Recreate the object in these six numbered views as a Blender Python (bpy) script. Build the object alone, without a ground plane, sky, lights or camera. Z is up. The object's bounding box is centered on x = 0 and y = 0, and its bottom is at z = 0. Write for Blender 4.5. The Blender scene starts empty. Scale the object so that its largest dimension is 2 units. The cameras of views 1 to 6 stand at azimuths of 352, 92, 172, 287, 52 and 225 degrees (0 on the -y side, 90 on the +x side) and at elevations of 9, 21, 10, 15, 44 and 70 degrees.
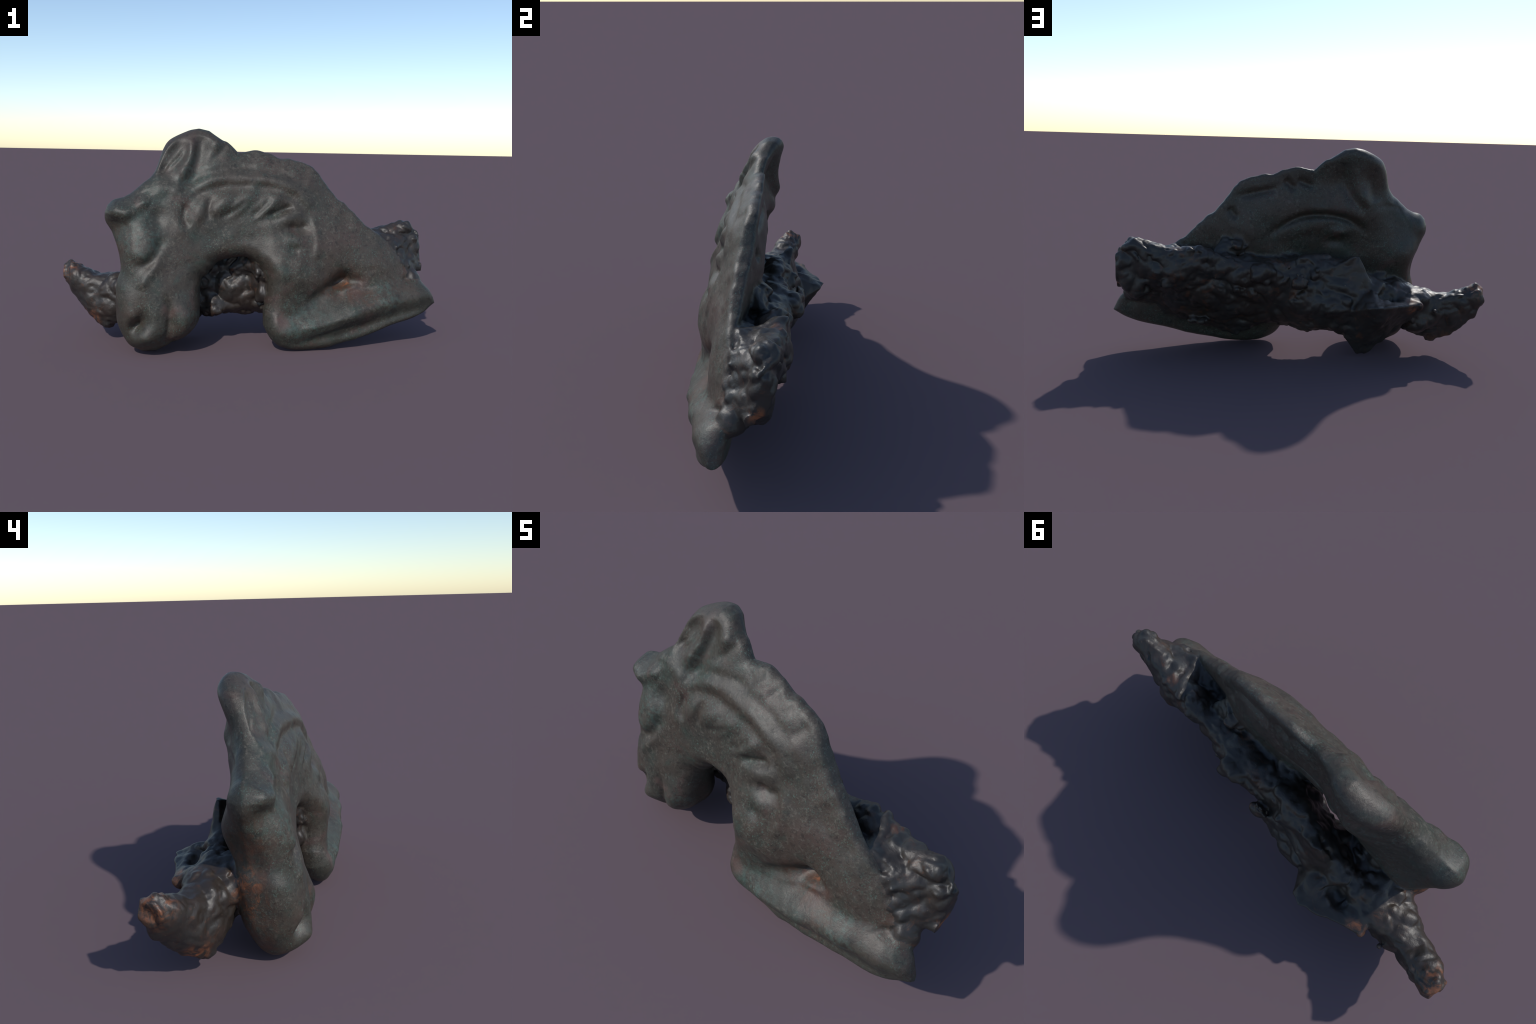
"""A corroded bronze fitting: an arched horse neck and head with a folded foreleg,
standing on its muzzle and knee, with a crust of slag and iron fused to its back.

The bronze is a thick leaning plate.  Its outline is the union of lofted parts (each part is a
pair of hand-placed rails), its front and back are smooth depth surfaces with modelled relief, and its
rims are rounded.  The slag is lofted from cross-sections along x and roughened with
noise.  Both are joined as one distance field, meshed with surface nets and split into parts.
"""
import math
import bpy
import numpy as np

rng = np.random.default_rng(7)
H = 0.0055                                   # cell size
LO = np.array([-1.06, -0.40, -0.06])
HI = np.array([1.06, 0.42, 1.20])
N = np.ceil((HI - LO) / H).astype(int) + 1
GX, GY, GZ = (LO[i] + H * np.arange(N[i]) for i in range(3))
PX, PZ = np.meshgrid(GX, GZ, indexing="ij")   # the plate's own plane


# ----------------------------------------------------------------------------- small tools
def smooth_curve(points, steps=6, closed=False):
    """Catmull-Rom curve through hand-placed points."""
    p = np.array(points, float)
    q = np.vstack([p[-1:], p, p[:2]]) if closed else np.vstack([2 * p[0] - p[1], p, 2 * p[-1] - p[-2]])
    out = []
    for i in range(1, len(q) - 2):
        a, b, c, d = q[i - 1:i + 3]
        for t in np.arange(steps) / steps:
            out.append(0.5 * (2 * b + (c - a) * t + (2 * a - 5 * b + 4 * c - d) * t ** 2 + (3 * b - a - 3 * c + d) * t ** 3))
    if not closed:
        out.append(p[-1])
    return np.array(out)


def line_distance(points, U, V):
    """Distance to a polyline and the position 0..1 along it."""
    best, where = np.full(U.shape, 9.0), np.zeros(U.shape)
    n = len(points) - 1
    for i in range(n):
        (ax, ay), (bx, by) = points[i], points[i + 1]
        dx, dy = bx - ax, by - ay
        t = np.clip(((U - ax) * dx + (V - ay) * dy) / (dx * dx + dy * dy + 1e-12), 0, 1)
        d = np.hypot(U - ax - t * dx, V - ay - t * dy)
        near = d < best
        best = np.where(near, d, best)
        where = np.where(near, (i + t) / n, where)
    return best, where


def polygon_distance(points, U, V):
    """Signed distance to a closed polygon (negative inside)."""
    pts = np.asarray(points)
    best, inside = np.full(U.shape, 9.0), np.zeros(U.shape, bool)
    for i in range(len(pts)):
        (ax, ay), (bx, by) = pts[i - 1], pts[i]
        dx, dy = bx - ax, by - ay
        t = np.clip(((U - ax) * dx + (V - ay) * dy) / (dx * dx + dy * dy + 1e-12), 0, 1)
        best = np.minimum(best, (U - ax - t * dx) ** 2 + (V - ay - t * dy) ** 2)
        if abs(dy) > 1e-12:
            inside ^= ((ay > V) != (by > V)) & (U < ax + (V - ay) * dx / dy)
    best = np.sqrt(best)
    return np.where(inside, -best, best)


def soft_min(a, b, k):
    h = np.clip(0.5 + 0.5 * (b - a) / k, 0, 1)
    return b + (a - b) * h - k * h * (1 - h)


def round_max(a, b, r):
    """Intersection whose edge is rounded with radius r."""
    u, v = np.maximum(a + r, 0), np.maximum(b + r, 0)
    return np.sqrt(u * u + v * v) - r + np.minimum(np.maximum(a + r, b + r), 0)


def blend(controls, give=0.002):
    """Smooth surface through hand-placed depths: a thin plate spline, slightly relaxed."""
    c = np.array(controls, float)
    kernel = lambda r2: r2 * np.log(r2 + 1e-9)
    n = len(c)
    A = np.zeros((n + 3, n + 3))
    A[:n, :n] = kernel((c[:, None, 0] - c[None, :, 0]) ** 2 + (c[:, None, 1] - c[None, :, 1]) ** 2) + give * np.eye(n)
    A[:n, n:] = np.c_[np.ones(n), c[:, :2]]
    A[n:, :n] = A[:n, n:].T
    w = np.linalg.solve(A, np.r_[c[:, 2], 0, 0, 0])
    field = w[n] + w[n + 1] * PX + w[n + 2] * PZ
    for (x, z, _), k in zip(c, w):
        field = field + k * kernel((PX - x) ** 2 + (PZ - z) ** 2)
    return field


def stroke(points, width, height, taper=0.25):
    """A ridge (or, with negative height, a groove) along a curve on the plate."""
    d, t = line_distance(smooth_curve(points, 4), PX, PZ)
    width, height = 1.15 * width, 0.75 * height
    ends = 1.0 if taper == 0 else np.clip(np.minimum(t, 1 - t) / taper, 0.0, 1) ** 0.7 * 0.85 + 0.15
    return height * ends * np.exp(-(d / width) ** 2)


def bump(x, z, rx, rz, height, turn=0.0, sharp=2.0):
    a = math.radians(turn)
    u = (PX - x) * math.cos(a) + (PZ - z) * math.sin(a)
    v = -(PX - x) * math.sin(a) + (PZ - z) * math.cos(a)
    return height * np.exp(-((u / rx) ** 2 + (v / rz) ** 2) ** (sharp / 2))


def spline_weights(coords, step):
    u = (coords - coords[0]) / step + 0.37
    i, f = np.floor(u).astype(int), u - np.floor(u)
    W = np.zeros((len(coords), i.max() + 5))
    for k, w in enumerate(((1 - f) ** 3 / 6, (3 * f ** 3 - 6 * f ** 2 + 4) / 6, (-3 * f ** 3 + 3 * f ** 2 + 3 * f + 1) / 6, f ** 3 / 6)):
        W[np.arange(len(coords)), i + k] += w
    return W


def noise3(xs, ys, zs, step):
    """Smooth lattice noise in a box, about -1..1."""
    wx, wy, wz = (spline_weights(c, step) for c in (xs, ys, zs))
    lattice = rng.uniform(-1.9, 1.9, (wx.shape[1], wy.shape[1], wz.shape[1]))
    return np.einsum("xi,yj,zk,ijk->xyz", wx, wy, wz, lattice, optimize=True).astype(np.float32)


def noise2(step):
    wx, wz = spline_weights(GX, step), spline_weights(GZ, step)
    return wx @ rng.uniform(-1.6, 1.6, (wx.shape[1], wz.shape[1])) @ wz.T


# ----------------------------------------------------------------------------- outline of the bronze
def loft(rail_a, rail_b):
    """A part of the plate between two rails."""
    ring = np.vstack([smooth_curve(rail_a), smooth_curve(rail_b)[::-1]])
    return polygon_distance(ring, PX, PZ)


head = loft([(-0.50, 0.005), (-0.43, 0.045), (-0.345, 0.095), (-0.29, 0.16), (-0.278, 0.24), (-0.275, 0.32), (-0.258, 0.385), (-0.20, 0.44), (-0.25, 0.60), (-0.35, 0.75), (-0.43, 0.86)],
            [(-0.575, 0.002), (-0.635, 0.036), (-0.675, 0.10), (-0.70, 0.17), (-0.703, 0.25), (-0.697, 0.35), (-0.676, 0.43), (-0.688, 0.53), (-0.69, 0.62), (-0.66, 0.74), (-0.56, 0.838)])
forelock = loft([(-0.55, 0.838), (-0.61, 0.797), (-0.66, 0.775), (-0.71, 0.766), (-0.742, 0.738)],
                [(-0.60, 0.50), (-0.66, 0.51), (-0.69, 0.545), (-0.722, 0.60), (-0.753, 0.655), (-0.756, 0.70)])
ear = loft([(-0.60, 0.80), (-0.518, 0.887), (-0.488, 0.96), (-0.470, 1.012), (-0.444, 1.056), (-0.400, 1.087), (-0.330, 1.117), (-0.277, 1.127)],
           [(-0.20, 0.75), (-0.10, 0.88), (-0.06, 0.955), (-0.078, 1.005), (-0.126, 1.053), (-0.155, 1.066), (-0.18, 1.083), (-0.224, 1.115)])
neck = loft([(-0.50, 0.38), (-0.262, 0.378), (-0.229, 0.417), (-0.176, 0.447), (-0.105, 0.468), (-0.051, 0.474), (-0.007, 0.457), (0.038, 0.424), (0.064, 0.375), (0.070, 0.32), (0.060, 0.22)],
            [(-0.60, 0.62), (-0.45, 0.85), (-0.25, 0.985), (-0.037, 0.995), (0.05, 0.985), (0.144, 0.965), (0.30, 0.92), (0.39, 0.80), (0.49, 0.72), (0.602, 0.615), (0.66, 0.55)])
mane = loft([(-0.10, 0.93), (0.02, 0.90), (0.15, 0.88), (0.29, 0.82), (0.36, 0.74), (0.47, 0.64), (0.58, 0.55), (0.66, 0.49)],
            [(-0.06, 1.003), (0.026, 1.015), (0.144, 0.988), (0.330, 0.934), (0.410, 0.828), (0.50, 0.744), (0.602, 0.637), (0.733, 0.543)])
shoulder = loft([(0.056, 0.40), (0.068, 0.32), (0.055, 0.20), (0.12, 0.10), (0.30, 0.12), (0.55, 0.20), (0.78, 0.28)],
                [(0.25, 0.75), (0.45, 0.70), (0.602, 0.635), (0.668, 0.590), (0.733, 0.543), (0.798, 0.473), (0.858, 0.378)])
foreleg = loft([(0.048, 0.21), (0.12, 0.27), (0.30, 0.28), (0.50, 0.29), (0.70, 0.32), (0.85, 0.345), (0.915, 0.347), (0.965, 0.292)],
               [(0.046, 0.125), (0.079, 0.065), (0.132, 0.020), (0.215, -0.002), (0.36, 0.002), (0.455, 0.022), (0.611, 0.064), (0.735, 0.108), (0.907, 0.158), (1.004, 0.214)])

REGIONS = ["head", "forelock", "ear", "neck", "mane", "shoulder", "foreleg"]
outline = head
for d, k in ((forelock, 0.03), (ear, 0.03), (neck, 0.02), (mane, 0.012), (shoulder, 0.015), (foreleg, 0.02)):
    outline = soft_min(outline, d, k)
# the crest of the mane is nicked, the rest of the rim only slightly uneven
crest = np.exp(-np.clip(mane, 0, None) / 0.02) * np.clip((PX + 0.12) / 0.1, 0, 1)
outline = outline + 0.006 * noise2(0.035) * (0.25 + 0.9 * crest) + 0.004 * noise2(0.09) + 0.005 * crest * noise2(0.022)

# ----------------------------------------------------------------------------- depth of the bronze
front = blend([  # x, z, y of the front
    (-0.55, 0.02, -0.295), (-0.55, 0.10, -0.320), (-0.43, 0.14, -0.310), (-0.62, 0.20, -0.306), (-0.45, 0.30, -0.298), (-0.32, 0.20, -0.295), (-0.62, 0.40, -0.292), (-0.45, 0.44, -0.260),
    (-0.32, 0.40, -0.238), (-0.56, 0.58, -0.222), (-0.66, 0.58, -0.212), (-0.65, 0.72, -0.180), (-0.52, 0.79, -0.160), (-0.35, 0.60, -0.205), (-0.30, 0.75, -0.162), (-0.18, 0.83, -0.135),
    (-0.36, 0.91, -0.107), (-0.45, 0.98, -0.074), (-0.33, 1.06, -0.040), (-0.28, 1.12, -0.010), (-0.20, 0.95, -0.080), (-0.12, 1.02, -0.030),
    (0.0, 0.70, -0.172), (-0.05, 0.53, -0.195), (0.20, 0.70, -0.160), (0.20, 0.55, -0.214), (0.05, 0.85, -0.125), (0.12, 0.93, -0.075), (0.0, 0.96, -0.060),
    (-0.04, 1.005, -0.015), (0.026, 1.017, -0.010), (0.144, 0.988, -0.012), (0.226, 0.967, -0.022), (0.33, 0.935, -0.036), (0.41, 0.826, -0.066), (0.50, 0.742, -0.078), (0.602, 0.637, -0.088), (0.733, 0.541, -0.085), (0.80, 0.473, -0.085), (0.86, 0.38, -0.100),
    (0.26, 0.85, -0.105), (0.36, 0.72, -0.125), (0.45, 0.62, -0.138), (0.396, 0.512, -0.189), (0.60, 0.50, -0.135), (0.70, 0.42, -0.143), (0.12, 0.42, -0.262), (0.20, 0.27, -0.252), (0.06, 0.25, -0.265), (0.28, 0.36, -0.256), (0.36, 0.40, -0.216), (0.44, 0.44, -0.196), (0.50, 0.35, -0.180), (0.60, 0.30, -0.180), (0.80, 0.32, -0.142),
    (0.13, 0.05, -0.300), (0.25, 0.0, -0.275), (0.38, 0.03, -0.270), (0.55, 0.07, -0.243), (0.75, 0.13, -0.218), (0.92, 0.18, -0.192), (1.0, 0.22, -0.145)])
# the folded leg is a rounded bar in front of that surface
leg_line = smooth_curve([(0.10, 0.11), (0.26, 0.118), (0.52, 0.185), (0.72, 0.232), (0.99, 0.262)], 4)
leg_gap, leg_at = line_distance(leg_line, PX, PZ)
leg_front = np.interp(leg_at, [0, 0.25, 0.5, 0.72, 0.9, 1.0], [-0.290, -0.305, -0.288, -0.255, -0.213, -0.170]) + 0.105 * (leg_gap / 0.095) ** 2 + 0.004
front = soft_min(front, leg_front, 0.05)
back = blend([  # x, z, y of the back
    (-0.55, 0.05, -0.11), (-0.45, 0.10, -0.08), (-0.62, 0.2, -0.06), (-0.35, 0.20, -0.06), (-0.40, 0.35, -0.05), (-0.60, 0.40, -0.040), (-0.45, 0.50, 0.0),
    (-0.60, 0.55, 0.020), (-0.70, 0.65, -0.05), (-0.58, 0.70, -0.015), (-0.48, 0.70, 0.014), (-0.38, 0.75, 0.055), (-0.50, 0.82, 0.002), (-0.44, 0.90, 0.017), (-0.33, 0.85, 0.085), (-0.40, 0.99, 0.070), (-0.33, 1.0, 0.092), (-0.31, 1.08, 0.108), (-0.14, 1.02, 0.03), (-0.2, 0.93, 0.02), (-0.25, 0.84, 0.05),
    (0.0, 0.97, 0.025), (0.0, 0.85, 0.036), (0.1, 0.75, 0.038), (0.25, 0.80, 0.034), (0.144, 0.988, 0.029), (0.226, 0.967, 0.019), (0.33, 0.935, 0.011), (0.41, 0.826, -0.003), (0.50, 0.742, -0.022), (0.30, 0.68, 0.035),
    (0.0, 0.62, 0.02), (-0.1, 0.50, -0.03), (0.15, 0.55, 0.0), (0.602, 0.637, -0.04), (0.45, 0.60, -0.02), (0.733, 0.541, -0.065), (0.85, 0.40, -0.065), (0.5, 0.4, -0.05), (0.15, 0.3, -0.08),
    (0.15, 0.1, -0.14), (0.3, 0.06, -0.155), (0.6, 0.13, -0.125), (0.85, 0.25, -0.06), (0.97, 0.22, -0.09)])


def Q(*pairs):
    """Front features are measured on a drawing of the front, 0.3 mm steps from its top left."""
    return [(-1.0785 + 0.0008955 * px + 0.0000145 * py, 1.2175 - 0.000862 * py + 0.0000145 * px) for px, py in pairs]


out = 0.0          # relief towards the viewer of the front
# band and leaf-shaped muscles along the neck
out = out + stroke(Q((800, 610), (830, 540), (900, 495), (1000, 468), (1150, 462), (1290, 472)), 0.025, -0.018, 0.4)
out = out + stroke(Q((1200, 465), (1310, 480), (1420, 530), (1490, 620), (1520, 740)), 0.024, -0.012)
out = out + stroke(Q((840, 480), (950, 425), (1100, 405), (1280, 420), (1440, 480), (1520, 590)), 0.030, 0.014)
out = out + stroke(Q((770, 450), (860, 415), (980, 375), (1120, 355), (1260, 375), (1420, 410), (1500, 470)), 0.020, -0.012)
out = out + stroke(Q((1525, 640), (1555, 770), (1530, 900)), 0.018, 0.013)
# leaf-shaped muscles: centre, half length, half width, height, turn (all lean up to the right)
for at, length, wide, height, turn in (((880, 600), 0.075, 0.034, 0.022, 62), ((1010, 555), 0.075, 0.036, 0.026, 40), ((1115, 560), 0.085, 0.032, 0.020, 45),
                                       ((1270, 570), 0.090, 0.032, 0.030, 38), ((1390, 645), 0.075, 0.034, 0.026, 25), ((1420, 770), 0.050, 0.035, 0.016, -10), ((1420, 910), 0.04, 0.08, 0.012, 8)):
    out = out + bump(*Q(at)[0], length, wide, 0.75 * height, turn, 2.4)
out = out + stroke(Q((930, 650), (925, 590), (945, 520)), 0.014, -0.014)
out = out + stroke(Q((1000, 640), (1090, 590), (1150, 540)), 0.014, -0.012)
out = out + stroke(Q((1170, 640), (1230, 590), (1290, 530)), 0.015, -0.022)
out = out + stroke(Q((1260, 645), (1340, 610), (1420, 580)), 0.017, -0.026)
out = out + stroke(Q((1380, 710), (1450, 715), (1500, 690)), 0.022, -0.028)
out = out + stroke(Q((1370, 830), (1440, 840)), 0.022, -0.014)
out = out + stroke(Q((800, 560), (790, 640), (820, 690)), 0.018, -0.016)
# ear: hollow shell, folded rims, lobe
out = out + bump(*Q((750, 285))[0], 0.050, 0.10, -0.028, -25, 3.0)
out = out + stroke(Q((640, 410), (660, 340), (690, 270), (740, 205), (800, 165)), 0.013, 0.014)
out = out + stroke(Q((850, 180), (845, 260), (825, 340)), 0.020, 0.028)
out = out + stroke(Q((800, 240), (770, 290), (720, 340), (680, 390)), 0.009, 0.014)
out = out + bump(*Q((690, 365))[0], 0.020, 0.035, -0.024, -30)
out = out + bump(*Q((795, 355))[0], 0.035, 0.045, 0.022, -10)
out = out + stroke(Q((905, 170), (890, 240), (870, 330), (835, 430), (770, 450)), 0.036, -0.031)
out = out + bump(*Q((985, 205))[0], 0.035, 0.05, 0.022, -35)
out = out + stroke(Q((1040, 200), (1010, 260), (930, 340)), 0.016, -0.010)
out = out + stroke(Q((600, 480), (700, 470), (790, 485)), 0.028, 0.016)
# mane: broad flat band, its tufts only hinted at
out = out + stroke(Q((1090, 300), (1300, 320), (1470, 390), (1560, 520)), 0.035, 0.006)
for a, b in (((1180, 330), (1230, 260)), ((1290, 340), (1340, 290)), ((1390, 370), (1440, 320)), ((1480, 420), (1530, 360))):
    out = out + stroke(Q(a, b), 0.016, -0.008)
# forelock knob, brow, eye, cheek
out = out + bump(*Q((420, 590))[0], 0.062, 0.045, 0.036, -5, 2.5)
out = out + bump(*Q((395, 690))[0], 0.060, 0.050, -0.030)
out = out + stroke(Q((455, 670), (490, 600), (560, 545), (600, 560)), 0.028, 0.026)
out = out + bump(*Q((650, 640))[0], 0.040, 0.045, -0.014)
out = out + bump(*Q((545, 760))[0], 0.085, 0.105, 0.034, 15, 3.5)
out = out + stroke(Q((655, 740), (640, 820), (590, 885), (510, 890)), 0.022, -0.022)
out = out + stroke(Q((665, 810), (620, 910), (565, 980), (545, 1030)), 0.024, 0.020)
out = out + bump(*Q((490, 980))[0], 0.05, 0.06, -0.012)
# nostril, mouth, lips
out = out + bump(*Q((520, 1235))[0], 0.028, 0.045, -0.046, -35)
out = out + bump(*Q((480, 1175))[0], 0.050, 0.045, 0.014)
out = out + bump(*Q((560, 1310))[0], 0.060, 0.040, 0.016, 20)
out = out + stroke(Q((690, 1090), (700, 1170), (695, 1250), (680, 1330), (720, 1345)), 0.018, -0.026)
out = out + bump(*Q((785, 1210))[0], 0.045, 0.085, 0.014)
out = out + bump(*Q((620, 1200))[0], 0.040, 0.10, 0.010)
out = out + bump(*Q((1680, 960))[0], 0.12, 0.10, -0.007, 20)
# shoulder hollow above the folded leg, and the leg itself
out = out + stroke(Q((1470, 1165), (1560, 1115), (1650, 1075), (1750, 1045), (1830, 1032)), 0.036, -0.044)
out = out + bump(*Q((1690, 1040))[0], 0.055, 0.045, -0.032, 25) + bump(*Q((1700, 1050))[0], 0.12, 0.05, 0.014, 20) * noise2(0.03) + bump(*Q((1740, 1085))[0], 0.05, 0.014, 0.012, 15)
out = out + bump(*Q((1900, 880))[0], 0.16, 0.13, 0.020, -35)
out = out + bump(*Q((1330, 1010))[0], 0.08, 0.20, 0.012, 5)
out = out + stroke(Q((1420, 1395), (1600, 1335), (1800, 1270)), 0.014, -0.006)
out = out + stroke(Q((1420, 1300), (1600, 1265), (1800, 1210)), 0.014, 0.008)
out = out + bump(*Q((1290, 1240))[0], 0.03, 0.03, 0.010)
out = out + 0.0045 * noise2(0.06) + 0.0022 * noise2(0.028) + 0.004 * crest * noise2(0.03)
front = front - out + 0.004

# back relief: the neck's hollow under an arched step, the ear's groove, tufts by the crest
lens = bump(-0.13, 0.63, 0.28, 0.12, -0.026, 0, 4.0)
back = back + lens
back = back + stroke([(0.16, 0.66), (0.02, 0.745), (-0.12, 0.765), (-0.26, 0.745), (-0.36, 0.68)], 0.018, -0.042)
back = back + bump(-0.22, 0.675, 0.05, 0.03, 0.022) + bump(-0.20, 0.62, 0.05, 0.03, -0.022) + stroke([(0.05, 0.66), (-0.08, 0.70), (-0.16, 0.69)], 0.03, 0.016)
back = back + stroke([(-0.22, 1.05), (-0.23, 0.95), (-0.28, 0.86), (-0.35, 0.79)], 0.026, -0.030)
back = back + stroke([(-0.33, 1.02), (-0.38, 0.92), (-0.40, 0.84)], 0.030, -0.022)
back = back + stroke([(-0.28, 1.02), (-0.30, 0.92), (-0.35, 0.82)], 0.022, 0.012)
for a, b in (((0.09, 0.955), (0.03, 0.90)), ((0.02, 0.955), (-0.07, 0.915)), ((0.33, 0.86), (0.13, 0.905)), ((0.38, 0.80), (0.34, 0.74))):
    back = back + stroke([a, b], 0.018, -0.028)
back = back + bump(-0.70, 0.70, 0.06, 0.05, 0.012) + 0.005 * noise2(0.07) + 0.002 * noise2(0.03)

# rim rounding: tight on the crest, generous on muzzle, leg and neck
rim = blend([(-0.55, 0.08, 0.10), (-0.65, 0.35, 0.09), (-0.30, 0.25, 0.09), (-0.7, 0.67, 0.07), (-0.45, 1.0, 0.055), (-0.3, 1.12, 0.05), (-0.14, 1.04, 0.02),
             (0.02, 1.0, 0.016), (0.33, 0.93, 0.014), (0.5, 0.74, 0.014), (0.7, 0.56, 0.016), (0.84, 0.4, 0.03), (-0.05, 0.48, 0.09), (0.06, 0.32, 0.075), (-0.22, 0.43, 0.10),
             (0.08, 0.08, 0.08), (0.4, 0.02, 0.045), (0.98, 0.25, 0.03), (0.7, 0.10, 0.03)], 0.004)
rim = np.clip(rim, 0.013, 0.11)
rim_back = np.minimum(rim, 0.075)

slope_f = np.sqrt(1 + np.gradient(front, H, axis=0) ** 2 + np.gradient(front, H, axis=1) ** 2)
slope_b = np.sqrt(1 + np.gradient(back, H, axis=0) ** 2 + np.gradient(back, H, axis=1) ** 2)
bronze = np.empty(tuple(N), np.float32)
for j, y in enumerate(GY):
    f = round_max(outline, (front - y) / slope_f, rim)
    b = round_max(outline, (y - back) / slope_b, rim_back)
    bronze[:, j, :] = np.maximum(f, b)

# ----------------------------------------------------------------------------- slag on the back
YY, ZZ = np.meshgrid(GY, GZ, indexing="ij")


def loft_along_x(sections, smooth=3):
    """Solid through cross-sections (y, z) that stand at stations along x."""
    sections = sorted(sections, key=lambda s: s[0])
    xs = np.array([s[0] for s in sections])
    rings = np.array([s[1] for s in sections], float)
    field = np.full(tuple(N), 0.4, np.float32)
    for i, x in enumerate(GX):
        k = np.clip(np.searchsorted(xs, x) - 1, 0, len(xs) - 2)
        t = (x - xs[k]) / (xs[k + 1] - xs[k])
        if t < -0.6 or t > 1.6:
            continue
        beyond = max(xs[0] - x, x - xs[-1])
        t = np.clip(t, 0, 1)
        ring = smooth_curve(rings[k] * (1 - t) + rings[k + 1] * t, smooth, True)
        d = polygon_distance(ring, YY, ZZ)
        field[i] = d if beyond < 0 else np.hypot(np.maximum(d, 0), beyond) + 0.3 * np.minimum(d, 0) * (beyond <= 0)
    return field


rubble = 0.03 * noise3(GX, GY, GZ, 0.05)
# rings: plate side top, trough, rim inner, rim outer, rear, rear low, bottom, plate side low
slab = loft_along_x([
    (0.968, [(0.03, 0.51), (0.045, 0.56), (0.065, 0.57), (0.10, 0.55), (0.105, 0.48), (0.08, 0.40), (0.0, 0.36), (-0.01, 0.40)]),
    (0.930, [(0.03, 0.54), (0.05, 0.585), (0.07, 0.60), (0.10, 0.58), (0.11, 0.50), (0.08, 0.42), (0.0, 0.365), (-0.01, 0.39)]),
    (0.86, [(-0.04, 0.50), (0.03, 0.60), (0.05, 0.62), (0.105, 0.60), (0.12, 0.52), (0.05, 0.40), (-0.06, 0.30), (-0.08, 0.31)]),
    (0.78, [(-0.06, 0.54), (-0.01, 0.59), (0.06, 0.62), (0.12, 0.60), (0.13, 0.49), (0.03, 0.37), (-0.08, 0.235), (-0.11, 0.26)]),
    (0.66, [(-0.06, 0.56), (-0.01, 0.60), (0.06, 0.60), (0.13, 0.585), (0.135, 0.47), (0.055, 0.33), (-0.09, 0.185), (-0.12, 0.22)]),
    (0.50, [(-0.05, 0.50), (0.0, 0.53), (0.07, 0.60), (0.13, 0.59), (0.14, 0.45), (0.06, 0.30), (-0.09, 0.135), (-0.13, 0.18)]),
    (0.35, [(-0.05, 0.54), (0.02, 0.55), (0.09, 0.55), (0.14, 0.52), (0.145, 0.42), (0.065, 0.28), (-0.10, 0.085), (-0.13, 0.18)]),
    (0.15, [(-0.05, 0.54), (0.03, 0.54), (0.10, 0.53), (0.14, 0.51), (0.155, 0.42), (0.08, 0.28), (-0.01, 0.16), (-0.12, 0.20)]),
    (0.02, [(-0.04, 0.51), (0.03, 0.53), (0.08, 0.545), (0.115, 0.52), (0.150, 0.42), (0.15, 0.28), (0.05, 0.145), (-0.06, 0.20)]),
    (-0.12, [(-0.03, 0.43), (0.03, 0.53), (0.08, 0.57), (0.12, 0.54), (0.165, 0.41), (0.21, 0.28), (0.10, 0.14), (-0.05, 0.18)]),
    (-0.25, [(-0.02, 0.38), (0.04, 0.47), (0.08, 0.52), (0.12, 0.51), (0.17, 0.41), (0.225, 0.28), (0.10, 0.12), (-0.03, 0.17)]),
    (-0.42, [(-0.05, 0.34), (0.03, 0.38), (0.09, 0.43), (0.12, 0.43), (0.15, 0.38), (0.13, 0.27), (0.06, 0.14), (-0.03, 0.18)]),
    (-0.56, [(-0.06, 0.40), (0.02, 0.42), (0.09, 0.41), (0.12, 0.39), (0.14, 0.34), (0.12, 0.26), (0.05, 0.18), (-0.04, 0.22)]),
    (-0.66, [(-0.03, 0.37), (0.02, 0.38), (0.06, 0.37), (0.10, 0.36), (0.12, 0.33), (0.10, 0.28), (0.05, 0.25), (0.0, 0.28)])])
# a smooth upright flake stands on the crust behind the head
flake = loft_along_x([
    (-0.365, [(0.11, 0.42), (0.12, 0.45), (0.15, 0.44), (0.16, 0.40), (0.14, 0.36), (0.11, 0.38)]),
    (-0.30, [(0.10, 0.40), (0.13, 0.57), (0.155, 0.575), (0.18, 0.42), (0.185, 0.28), (0.12, 0.26)]),
    (-0.22, [(0.09, 0.38), (0.12, 0.52), (0.150, 0.53), (0.18, 0.40), (0.185, 0.24), (0.12, 0.20)]),
    (-0.13, [(0.09, 0.38), (0.11, 0.47), (0.135, 0.48), (0.16, 0.40), (0.165, 0.30), (0.12, 0.28)])], 1)
wedge = loft_along_x([
    (-0.625, [(0.19, 0.325), (0.22, 0.315), (0.19, 0.285), (0.16, 0.30)]),
    (-0.55, [(0.14, 0.36), (0.245, 0.315), (0.12, 0.16), (0.06, 0.26)]),
    (-0.46, [(0.14, 0.36), (0.285, 0.320), (0.11, 0.08), (0.04, 0.24)]),
    (-0.37, [(0.16, 0.38), (0.325, 0.325), (0.10, 0.02), (0.04, 0.20)]),
    (-0.32, [(0.14, 0.37), (0.305, 0.320), (0.11, 0.02), (0.05, 0.18)]),
    (-0.25, [(0.10, 0.32), (0.19, 0.270), (0.13, 0.12), (0.06, 0.18)])], 1) - 0.006
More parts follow.
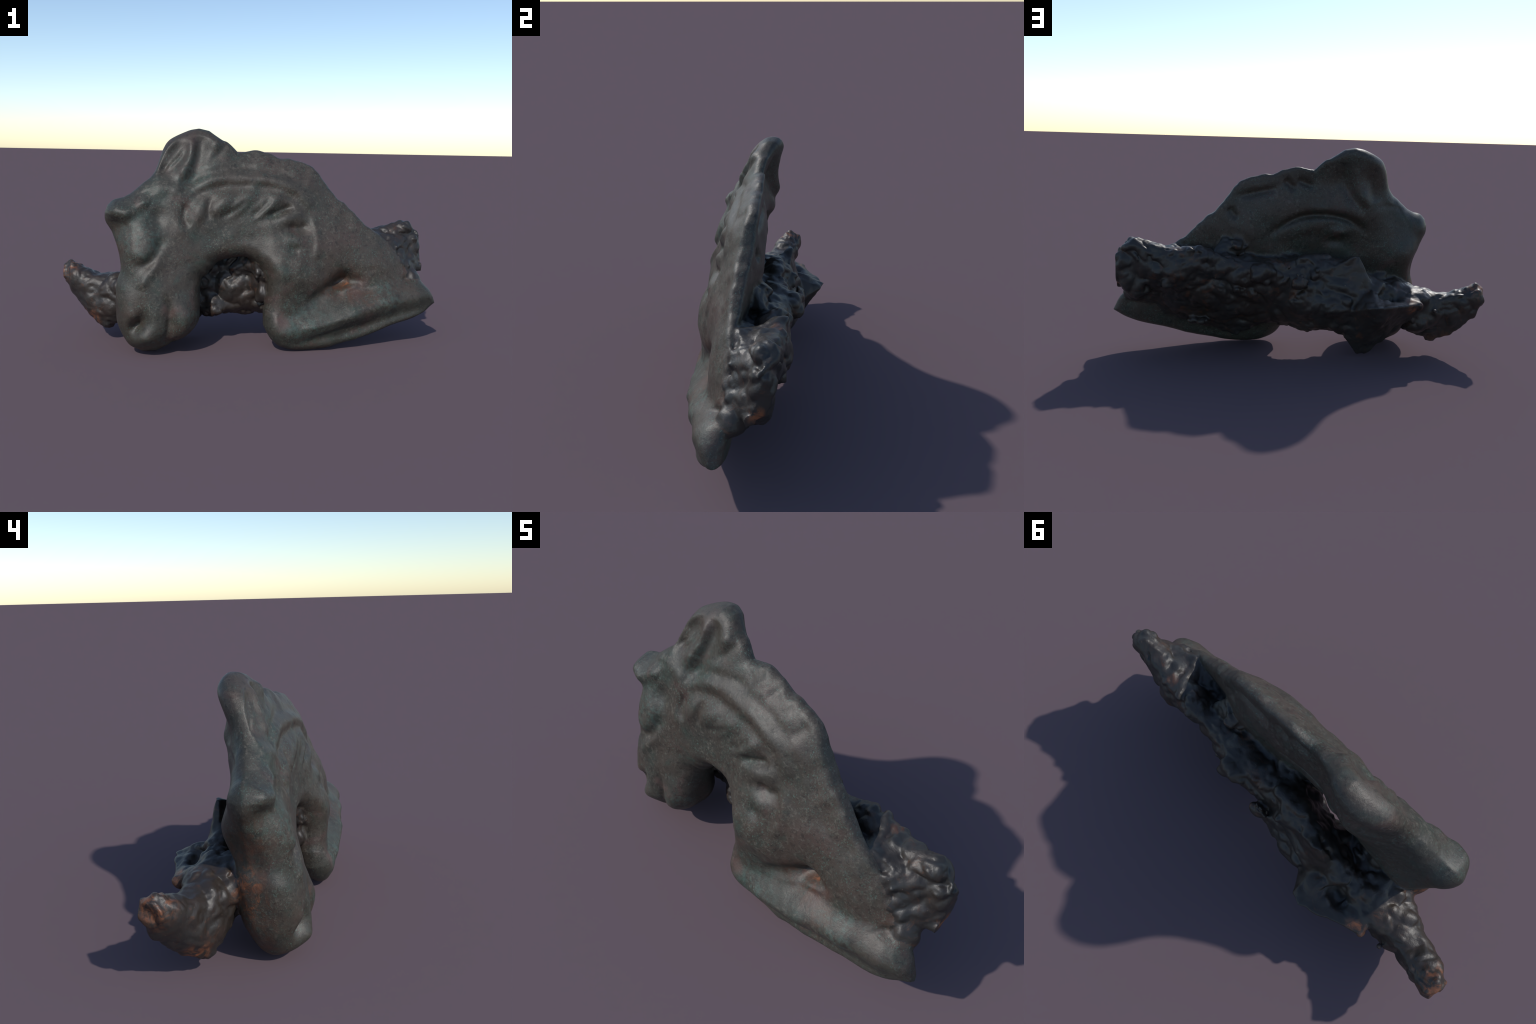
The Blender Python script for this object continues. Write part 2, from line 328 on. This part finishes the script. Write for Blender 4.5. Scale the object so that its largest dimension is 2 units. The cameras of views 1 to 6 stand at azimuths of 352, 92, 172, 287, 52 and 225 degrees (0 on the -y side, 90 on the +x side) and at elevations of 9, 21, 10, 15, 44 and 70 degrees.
branch = loft_along_x([
    (-0.985, [(0.12, 0.36), (0.15, 0.39), (0.195, 0.375), (0.195, 0.33), (0.15, 0.31), (0.12, 0.33)]),
    (-0.96, [(0.09, 0.36), (0.14, 0.40), (0.21, 0.39), (0.21, 0.32), (0.16, 0.245), (0.09, 0.28)]),
    (-0.87, [(0.03, 0.32), (0.11, 0.385), (0.20, 0.37), (0.20, 0.28), (0.13, 0.13), (0.03, 0.18)]),
    (-0.78, [(-0.01, 0.30), (0.07, 0.37), (0.17, 0.35), (0.18, 0.24), (0.08, 0.065), (0.0, 0.11)]),
    (-0.68, [(-0.05, 0.31), (0.04, 0.385), (0.14, 0.36), (0.17, 0.26), (0.07, 0.09), (-0.04, 0.16)]),
    (-0.52, [(-0.06, 0.34), (0.04, 0.40), (0.13, 0.36), (0.16, 0.27), (0.06, 0.17), (-0.05, 0.20)])], 4)


def blob(x, y, z, rx, ry, rz):
    q = np.sqrt(((GX[:, None, None] - x) / rx) ** 2 + ((GY[None, :, None] - y) / ry) ** 2 + ((GZ[None, None, :] - z) / rz) ** 2)
    return ((q - 1) * min(rx, ry, rz)).astype(np.float32)


bowl = blob(-0.47, 0.19, 0.395, 0.085, 0.055, 0.075) + 0.5 * rubble     # scooped top of the wedge
wedge = -soft_min(-wedge, bowl, 0.02)
slag = soft_min(slab, branch, 0.04)
bronze = -soft_min(-bronze, blob(-0.740, -0.035, 0.46, 0.095, 0.075, 0.11), 0.02)   # recess on the side of the head
for b in ((-0.08, -0.02, 0.24, 0.11, 0.06, 0.10), (0.05, -0.09, 0.35, 0.05, 0.08, 0.14), (-0.04, -0.03, 0.29, 0.09, 0.05, 0.08), (-0.01, -0.03, 0.42, 0.09, 0.07, 0.06), (-0.12, 0.01, 0.40, 0.08, 0.06, 0.06), (-0.34, -0.03, 0.34, 0.09, 0.06, 0.07), (-0.44, -0.02, 0.37, 0.08, 0.06, 0.06), (-0.20, -0.01, 0.19, 0.08, 0.06, 0.06), (-0.68, 0.11, 0.20, 0.09, 0.06, 0.07), (0.0, 0.0, 0.18, 0.08, 0.05, 0.05), (0.88, -0.05, 0.34, 0.05, 0.05, 0.05), (0.925, 0.05, 0.50, 0.06, 0.065, 0.10), (0.90, 0.04, 0.42, 0.075, 0.06, 0.08), (0.80, 0.06, 0.53, 0.09, 0.065, 0.09), (0.64, 0.07, 0.48, 0.10, 0.075, 0.11),       # lumps inside the arch
          (-0.62, -0.09, 0.31, 0.07, 0.08, 0.09), (-0.60, -0.03, 0.33, 0.07, 0.06, 0.05),      # bridge from the head to the arm
          (-0.762, 0.04, 0.10, 0.035, 0.03, 0.035), (-0.718, 0.19, 0.275, 0.025, 0.03, 0.022),  # nubs under the arm
          (0.54, -0.03, 0.17, 0.06, 0.04, 0.03), (0.86, 0.06, 0.60, 0.07, 0.05, 0.05),
          (0.72, -0.02, 0.50, 0.08, 0.05, 0.05), (0.36, 0.02, 0.58, 0.09, 0.05, 0.05),
          (0.22, 0.17, 0.47, 0.05, 0.04, 0.05), (0.02, 0.19, 0.43, 0.05, 0.03, 0.05)):
    slag = soft_min(slag, blob(*b), 0.03)
def nodules(band, step, squash=1.0):
    """Height of packed nodules with creases between them, on the cells of a thin band."""
    p = np.argwhere(band)
    q = (LO + H * p) / step * (1, 1, squash)
    for w, f in enumerate(warp):
        q[:, w] += 0.45 * f[tuple(p.T)]
    c = np.floor(q).astype(int)
    jitter = rng.uniform(0.0, 1.0, (64, 64, 64, 3))
    weight = rng.uniform(0.0, 0.35, (64, 64, 64))
    best = np.full(len(q), 9.0)
    for dx in (-1, 0, 1):
        for dy in (-1, 0, 1):
            for dz in (-1, 0, 1):
                n = c + (dx, dy, dz)
                at = tuple((n % 64).T)
                best = np.minimum(best, ((n + jitter[at] - q) ** 2).sum(1) + weight[at])
    out = np.zeros(band.shape, np.float32)
    out[tuple(p.T)] = 1 - 1.5 * np.minimum(best, 1)
    return out


warp = [noise3(GX, GY, GZ, 0.07) for _ in range(3)]
lumps = noise3(GX, GY, GZ, 0.085), noise3(GX, GY, GZ, 0.045), noise3(GX, GY, GZ, 0.022)
band = np.abs(slag) < 0.07
calm = np.clip(0.85 + 0.5 * noise3(GX, GY, GZ, 0.16), 0.4, 1.3) * np.clip(1.2 - 1.2 * (GX - 0.4), 0.55, 1)[:, None, None] * np.clip(1.0 - 0.6 * (-0.60 - GX) / 0.1, 0.4, 1)[:, None, None]
mood = np.clip(0.35 + 1.1 * noise3(GX, GY, GZ, 0.11), -0.8, 1)       # knobbly here, dimpled there
rough = 0.018 * lumps[0] - 0.020 * np.abs(lumps[1]) - 0.009 * np.abs(lumps[2]) + 0.007 - calm * (0.030 * (nodules(band, 0.105) - 0.35) * mood + 0.014 * nodules(band, 0.055) * np.clip(mood + 0.4, -0.5, 1) + 0.010)
smooth_part = soft_min(wedge, flake, 0.03) + 0.009 * lumps[1] + 0.010 * lumps[0] - 0.012 * np.abs(lumps[1]) - 0.005 * np.abs(lumps[2]) + 0.002
slag = soft_min(slag + rough + 0.013, smooth_part, 0.025)

field = soft_min(bronze, slag, 0.022)


# ----------------------------------------------------------------------------- meshing
def surface_nets(f):
    s = f < 0
    total = np.zeros(tuple(np.array(f.shape) - 1), np.int8)
    for dx in (0, 1):
        for dy in (0, 1):
            for dz in (0, 1):
                total += s[dx:f.shape[0] - 1 + dx, dy:f.shape[1] - 1 + dy, dz:f.shape[2] - 1 + dz]
    cell = np.argwhere((total > 0) & (total < 8))
    index = np.full(total.shape, -1, np.int32)
    index[tuple(cell.T)] = np.arange(len(cell))
    acc, cnt = np.zeros((len(cell), 3)), np.zeros(len(cell))
    corners = [(a, b, c) for a in (0, 1) for b in (0, 1) for c in (0, 1)]
    for p in corners:
        for axis in range(3):
            if p[axis]:
                continue
            q = list(p)
            q[axis] = 1
            fp, fq = f[tuple((cell + p).T)], f[tuple((cell + q).T)]
            hit = (fp < 0) != (fq < 0)
            t = np.where(hit, fp / np.where(hit, fp - fq, 1), 0)
            point = cell + np.array(p)
            point = point.astype(float)
            point[:, axis] += t
            acc[hit] += point[hit]
            cnt[hit] += 1
    verts = LO + H * acc / cnt[:, None]
    quads = []
    for axis in range(3):
        a = [slice(None)] * 3
        b = [slice(None)] * 3
        a[axis], b[axis] = slice(0, -1), slice(1, None)
        sa, sb = s[tuple(a)], s[tuple(b)]
        e = np.argwhere(sa != sb)
        inside_first = sa[tuple(e.T)]
        u, v = (axis + 1) % 3, (axis + 2) % 3
        eu, ev = np.eye(3, dtype=int)[u], np.eye(3, dtype=int)[v]
        ok = (e[:, u] > 0) & (e[:, v] > 0) & (e[:, u] < f.shape[u] - 1) & (e[:, v] < f.shape[v] - 1)
        e, inside_first = e[ok], inside_first[ok]
        ring = np.stack([index[tuple((e - eu - ev).T)], index[tuple((e - ev).T)], index[tuple(e.T)], index[tuple((e - eu).T)]], 1)
        ring[~inside_first] = ring[~inside_first][:, ::-1]
        quads.append(ring)
    return verts, np.vstack(quads)


def keep_largest(verts, quads):
    """Drop loose crumbs."""
    label = np.arange(len(verts))
    while True:
        low = label[quads].min(1)
        new = label.copy()
        for k in range(4):
            np.minimum.at(new, quads[:, k], low)
        new = new[new]
        if (new == label).all():
            break
        label = new
    big = np.bincount(label).argmax()
    good = label == big
    remap = np.cumsum(good) - 1
    return verts[good], remap[quads[good[quads[:, 0]]]]


def relax(verts, quads, rounds):
    a = np.concatenate([quads[:, i] for i in range(4)])
    b = np.concatenate([quads[:, (i + 1) % 4] for i in range(4)])
    n = np.bincount(a, minlength=len(verts)) + np.bincount(b, minlength=len(verts))
    for r in range(rounds):
        for w in (0.5, -0.52):
            m = np.stack([np.bincount(a, verts[b, i], len(verts)) + np.bincount(b, verts[a, i], len(verts)) for i in range(3)], 1) / n[:, None]
            verts = verts + w * (m - verts)
    return verts


def sample(f, points):
    g = (points - LO) / H
    i = np.clip(np.rint(g).astype(int), 0, np.array(f.shape) - 1)
    return f[tuple(i.T)]


def sample2(f, points):
    i = np.clip(np.rint((points[:, 0] - LO[0]) / H).astype(int), 0, N[0] - 1)
    k = np.clip(np.rint((points[:, 2] - LO[2]) / H).astype(int), 0, N[2] - 1)
    return f[i, k]


verts, quads = surface_nets(field)
verts, quads = keep_largest(verts, quads)
verts = relax(verts, quads, 2)

# settle into the frame: lowest point on the ground, centred, longest side two metres
lo, hi = verts.min(0), verts.max(0)
raw = verts.copy()
shift = np.array([(lo[0] + hi[0]) / 2, (lo[1] + hi[1]) / 2, lo[2]])
scale = 2.0 / (hi - lo).max()
verts = (verts - shift) * scale
print("settle", lo, hi, shift, scale, "size", (hi - lo) * scale, "verts", len(verts))

# ----------------------------------------------------------------------------- parts
centre = raw[quads].mean(1)
is_slag = sample(slag, centre) < sample(bronze, centre)
d2 = np.stack([sample2(d, centre) for d in (head, forelock, ear, neck, mane, shoulder, foreleg)], 1)
# borders between anatomical parts
d2[:, 1] -= np.where(centre[:, 0] < -0.66, 0.06, -0.1)
d2[:, 2] -= np.where(centre[:, 2] > 0.84, 0.04, -0.2)
d2[:, 4] -= 0.005
d2[:, 5] -= np.where(centre[:, 0] > 0.40, 0.05, -0.08)
d2[:, 6] -= np.where(centre[:, 2] < 0.22 + 0.14 * np.clip(centre[:, 0], 0, 1), 0.08, -0.2)
part = d2.argmin(1)
muzzle = (part == 0) & (centre[:, 2] < 0.27)
eye = ((centre[:, 0] + 0.56) / 0.085) ** 2 + ((centre[:, 2] - 0.58) / 0.10) ** 2 < 1
eye &= (centre[:, 1] < -0.12) & (part == 0)
part[muzzle], part[eye] = 7, 8
names = REGIONS + ["muzzle", "eye", "slag_crust", "iron_stub", "iron_wedge"]
part[is_slag] = 9
part[is_slag & (centre[:, 0] < -0.66)] = 10
part[is_slag & (sample(smooth_part, centre) < 0.012) & (centre[:, 1] > 0.10)] = 11


# ----------------------------------------------------------------------------- materials
class Nodes:
    def __init__(self, name):
        self.material = bpy.data.materials.new(name)
        self.material.use_nodes = True
        self.tree = self.material.node_tree
        self.shader = self.tree.nodes["Principled BSDF"]
        self.coords = self.tree.nodes.new("ShaderNodeTexCoord").outputs["Object"]

    def put(self, socket, value):
        if isinstance(value, bpy.types.NodeSocket):
            self.tree.links.new(value, socket)
        else:
            socket.default_value = value

    def noise(self, scale, detail=4.0, rough=0.6, warp=0.0, offset=0.0):
        n = self.tree.nodes.new("ShaderNodeTexNoise")
        m = self.tree.nodes.new("ShaderNodeMapping")
        m.inputs["Location"].default_value = (offset, offset * 0.7, -offset)
        self.put(m.inputs["Vector"], self.coords)
        self.put(n.inputs["Vector"], m.outputs[0])
        for k, v in (("Scale", scale), ("Detail", detail), ("Roughness", rough), ("Distortion", warp)):
            n.inputs[k].default_value = v
        return n.outputs["Fac"]

    def ramp(self, value, lo, hi):
        n = self.tree.nodes.new("ShaderNodeMapRange")
        n.interpolation_type = "SMOOTHSTEP"
        self.put(n.inputs["Value"], value)
        n.inputs["From Min"].default_value, n.inputs["From Max"].default_value = lo, hi
        return n.outputs["Result"]

    def math(self, op, a, b=0.0):
        n = self.tree.nodes.new("ShaderNodeMath")
        n.operation, n.use_clamp = op, op in ("ADD", "SUBTRACT", "MULTIPLY")
        self.put(n.inputs[0], a)
        self.put(n.inputs[1], b)
        return n.outputs[0]

    def mix(self, fac, a, b):
        n = self.tree.nodes.new("ShaderNodeMix")
        n.data_type = "RGBA"
        self.put(n.inputs[0], fac)
        for s, c in ((n.inputs[6], a), (n.inputs[7], b)):
            self.put(s, (*c, 1) if isinstance(c, tuple) else c)
        return n.outputs[2]

    def near(self, spots):
        """1 inside any of the given places (x, y, z, radius), fading out."""
        total = None
        for x, y, z, r in spots:
            n = self.tree.nodes.new("ShaderNodeVectorMath")
            n.operation = "DISTANCE"
            self.put(n.inputs[0], self.coords)
            n.inputs[1].default_value = (x, y, z)
            m = self.ramp(n.outputs["Value"], r, r * 0.25)
            total = m if total is None else self.math("MAXIMUM", total, m)
        return total

    def bump(self, height, strength, distance):
        n = self.tree.nodes.new("ShaderNodeBump")
        n.inputs["Strength"].default_value, n.inputs["Distance"].default_value = strength, distance
        self.put(n.inputs["Height"], height)
        self.put(self.shader.inputs["Normal"], n.outputs[0])


def bronze_material():
    m = Nodes("dark_bronze_patina")
    broad, mid, fine = m.noise(3.2, 3, 0.55, 0.3), m.noise(11, 5, 0.65, 0.4, 3.1), m.noise(62, 4, 0.75, 0.3, 7.7)
    speck, grain = m.noise(130, 2, 0.6, 0.0, 1.3), m.noise(48, 3, 0.7, 0.6, 17.0)
    c = m.mix(m.ramp(broad, 0.38, 0.62), (0.048, 0.0365, 0.028), (0.0375, 0.0355, 0.0285))
    c = m.mix(m.math("MULTIPLY", m.ramp(mid, 0.5, 0.70), 0.8), c, (0.030, 0.042, 0.033))
    c = m.mix(m.math("MULTIPLY", m.ramp(m.noise(6, 4, 0.6, 0.5, 11.0), 0.54, 0.70), 0.8), c, (0.066, 0.040, 0.034))
    worn = m.near([(0.45, -0.08, 0.66, 0.42), (0.20, -0.08, 0.92, 0.30), (-0.40, 0.0, 1.0, 0.22), (0.75, -0.1, 0.42, 0.25)])
    c = m.mix(m.math("MULTIPLY", worn, m.math("ADD", 0.15, m.math("MULTIPLY", m.ramp(m.noise(8, 5, 0.65, 0.6, 41.0), 0.36, 0.62), 0.55))), c, (0.064, 0.046, 0.037))
    c = m.mix(m.math("MULTIPLY", m.ramp(fine, 0.50, 0.68), m.math("ADD", 0.25, m.math("MULTIPLY", m.ramp(m.noise(5, 3, 0.6, 0.4, 51.0), 0.35, 0.65), 0.6))), c, (0.098, 0.088, 0.070))
    c = m.mix(m.math("MULTIPLY", m.ramp(grain, 0.48, 0.34), 0.5), c, (0.013, 0.011, 0.0095))
    c = m.mix(m.math("MULTIPLY", m.ramp(speck, 0.57, 0.68), m.math("MULTIPLY", m.ramp(m.noise(7, 4, 0.6, 0.5, 61.0), 0.40, 0.62), 0.75)), c, (0.065, 0.110, 0.088))
    green = m.near([(-0.57, -0.22, 0.58, 0.16), (-0.52, -0.25, 0.08, 0.14), (-0.32, -0.05, 0.88, 0.16), (-0.33, -0.25, 0.18, 0.10), (0.25, -0.27, 0.15, 0.20), (0.70, -0.2, 0.27, 0.15)])
    c = m.mix(m.math("MULTIPLY", green, m.math("MULTIPLY", m.ramp(m.noise(40, 3, 0.7, 0.2, 5.0), 0.44, 0.66), 0.55)), c, (0.052, 0.086, 0.072))
    pink = m.near([(-0.40, -0.06, 0.90, 0.07), (-0.62, -0.29, 0.20, 0.06), (0.12, -0.29, 0.19, 0.06), (0.13, -0.26, 0.15, 0.06), (-0.44, -0.29, 0.24, 0.06)])
    c = m.mix(m.math("MULTIPLY", pink, m.math("MULTIPLY", m.ramp(mid, 0.35, 0.6), 0.6)), c, (0.110, 0.062, 0.054))
    rust = m.near([(0.48, -0.15, 0.32, 0.15), (0.40, -0.15, 0.33, 0.11), (-0.68, -0.08, 0.33, 0.20), (-0.64, -0.10, 0.15, 0.20), (-0.70, -0.08, 0.53, 0.17), (-0.62, -0.16, 0.03, 0.15), (0.85, -0.06, 0.36, 0.10), (0.60, -0.20, 0.26, 0.08)])
    stain = m.ramp(m.noise(16, 6, 0.7, 0.8, 21.0), 0.40, 0.66)
    c = m.mix(m.math("MULTIPLY", rust, m.math("MULTIPLY", stain, 0.85)), c, (0.080, 0.034, 0.020))
    ember = m.near([(0.49, -0.15, 0.345, 0.045), (-0.68, -0.09, 0.37, 0.11), (-0.66, -0.13, 0.28, 0.10)])
    c = m.mix(m.math("MULTIPLY", ember, m.ramp(m.noise(26, 6, 0.75, 0.8, 31.0), 0.48, 0.68)), c, (0.20, 0.068, 0.026))
    m.put(m.shader.inputs["Base Color"], c)
    m.put(m.shader.inputs["Roughness"], m.math("ADD", 0.35, m.math("MULTIPLY", fine, 0.28)))
    m.shader.inputs["Specular IOR Level"].default_value = 0.42
    m.bump(m.math("ADD", m.math("MULTIPLY", fine, 0.6), m.math("MULTIPLY", mid, 0.4)), 0.35, 0.008)
    return m.material


def slag_material():
    m = Nodes("dark_iron_slag")
    broad, mid, fine = m.noise(5, 4, 0.6, 0.6), m.noise(19, 5, 0.65, 0.5, 2.0), m.noise(70, 3, 0.6, 0.0, 4.0)
    c = m.mix(m.ramp(broad, 0.36, 0.64), (0.027, 0.0195, 0.015), (0.023, 0.0215, 0.020))
    c = m.mix(m.math("MULTIPLY", m.ramp(mid, 0.50, 0.70), 0.7), c, (0.034, 0.021, 0.017))
    rust = m.ramp(m.noise(13, 6, 0.72, 0.9, 9.0), 0.55, 0.68)
    c = m.mix(m.math("MULTIPLY", rust, 0.7), c, (0.085, 0.036, 0.019))
    places = m.near([(-0.98, 0.15, 0.38, 0.11), (-0.60, 0.22, 0.31, 0.07), (-0.63, -0.10, 0.33, 0.12), (-0.84, 0.06, 0.13, 0.08), (0.97, 0.04, 0.42, 0.05)])
    c = m.mix(m.math("MULTIPLY", places, m.ramp(m.noise(22, 5, 0.7, 0.6, 14.0), 0.42, 0.62)), c, (0.20, 0.072, 0.030))
    c = m.mix(m.math("MULTIPLY", m.ramp(fine, 0.68, 0.78), 0.7), c, (0.20, 0.14, 0.09))
    m.put(m.shader.inputs["Base Color"], c)
    m.put(m.shader.inputs["Roughness"], m.math("ADD", 0.33, m.math("MULTIPLY", mid, 0.28)))
    m.shader.inputs["Specular IOR Level"].default_value = 0.5
    m.bump(m.math("ADD", m.math("MULTIPLY", fine, 0.35), m.math("MULTIPLY", mid, 0.65)), 0.35, 0.010)
    return m.material


patina, slag_skin = bronze_material(), slag_material()

# ----------------------------------------------------------------------------- objects
corner = verts[quads]
fn = np.cross(corner[:, 2] - corner[:, 0], corner[:, 3] - corner[:, 1])
normals = np.stack([np.bincount(quads.ravel(), np.repeat(fn[:, i], 4), len(verts)) for i in range(3)], 1)
normals /= np.linalg.norm(normals, axis=1, keepdims=True) + 1e-12

thing = bpy.data.objects.new("bronze_horse_fitting", None)
thing["label"] = "corroded dark bronze arched horse neck and head with slag on its back"
thing["category"] = "bronze sculpture"
bpy.context.scene.collection.objects.link(thing)
parent_of = {"eye": "head", "forelock": "head", "ear": "head", "muzzle": "head", "mane": "neck", "iron_stub": "slag_crust", "iron_wedge": "slag_crust"}
made = {}
for k, name in enumerate(names):
    mine = quads[part == k]
    used, local = np.unique(mine, return_inverse=True)
    mesh = bpy.data.meshes.new(name)
    mesh.from_pydata(verts[used].tolist(), [], local.reshape(-1, 4).tolist())
    mesh.polygons.foreach_set("use_smooth", np.ones(len(mine), bool))
    mesh.materials.append(slag_skin if k >= 9 else patina)
    mesh.normals_split_custom_set_from_vertices(normals[used].tolist())
    made[name] = bpy.data.objects.new(name, mesh)
    bpy.context.scene.collection.objects.link(made[name])
for name, o in made.items():
    o.parent = made.get(parent_of.get(name), thing)
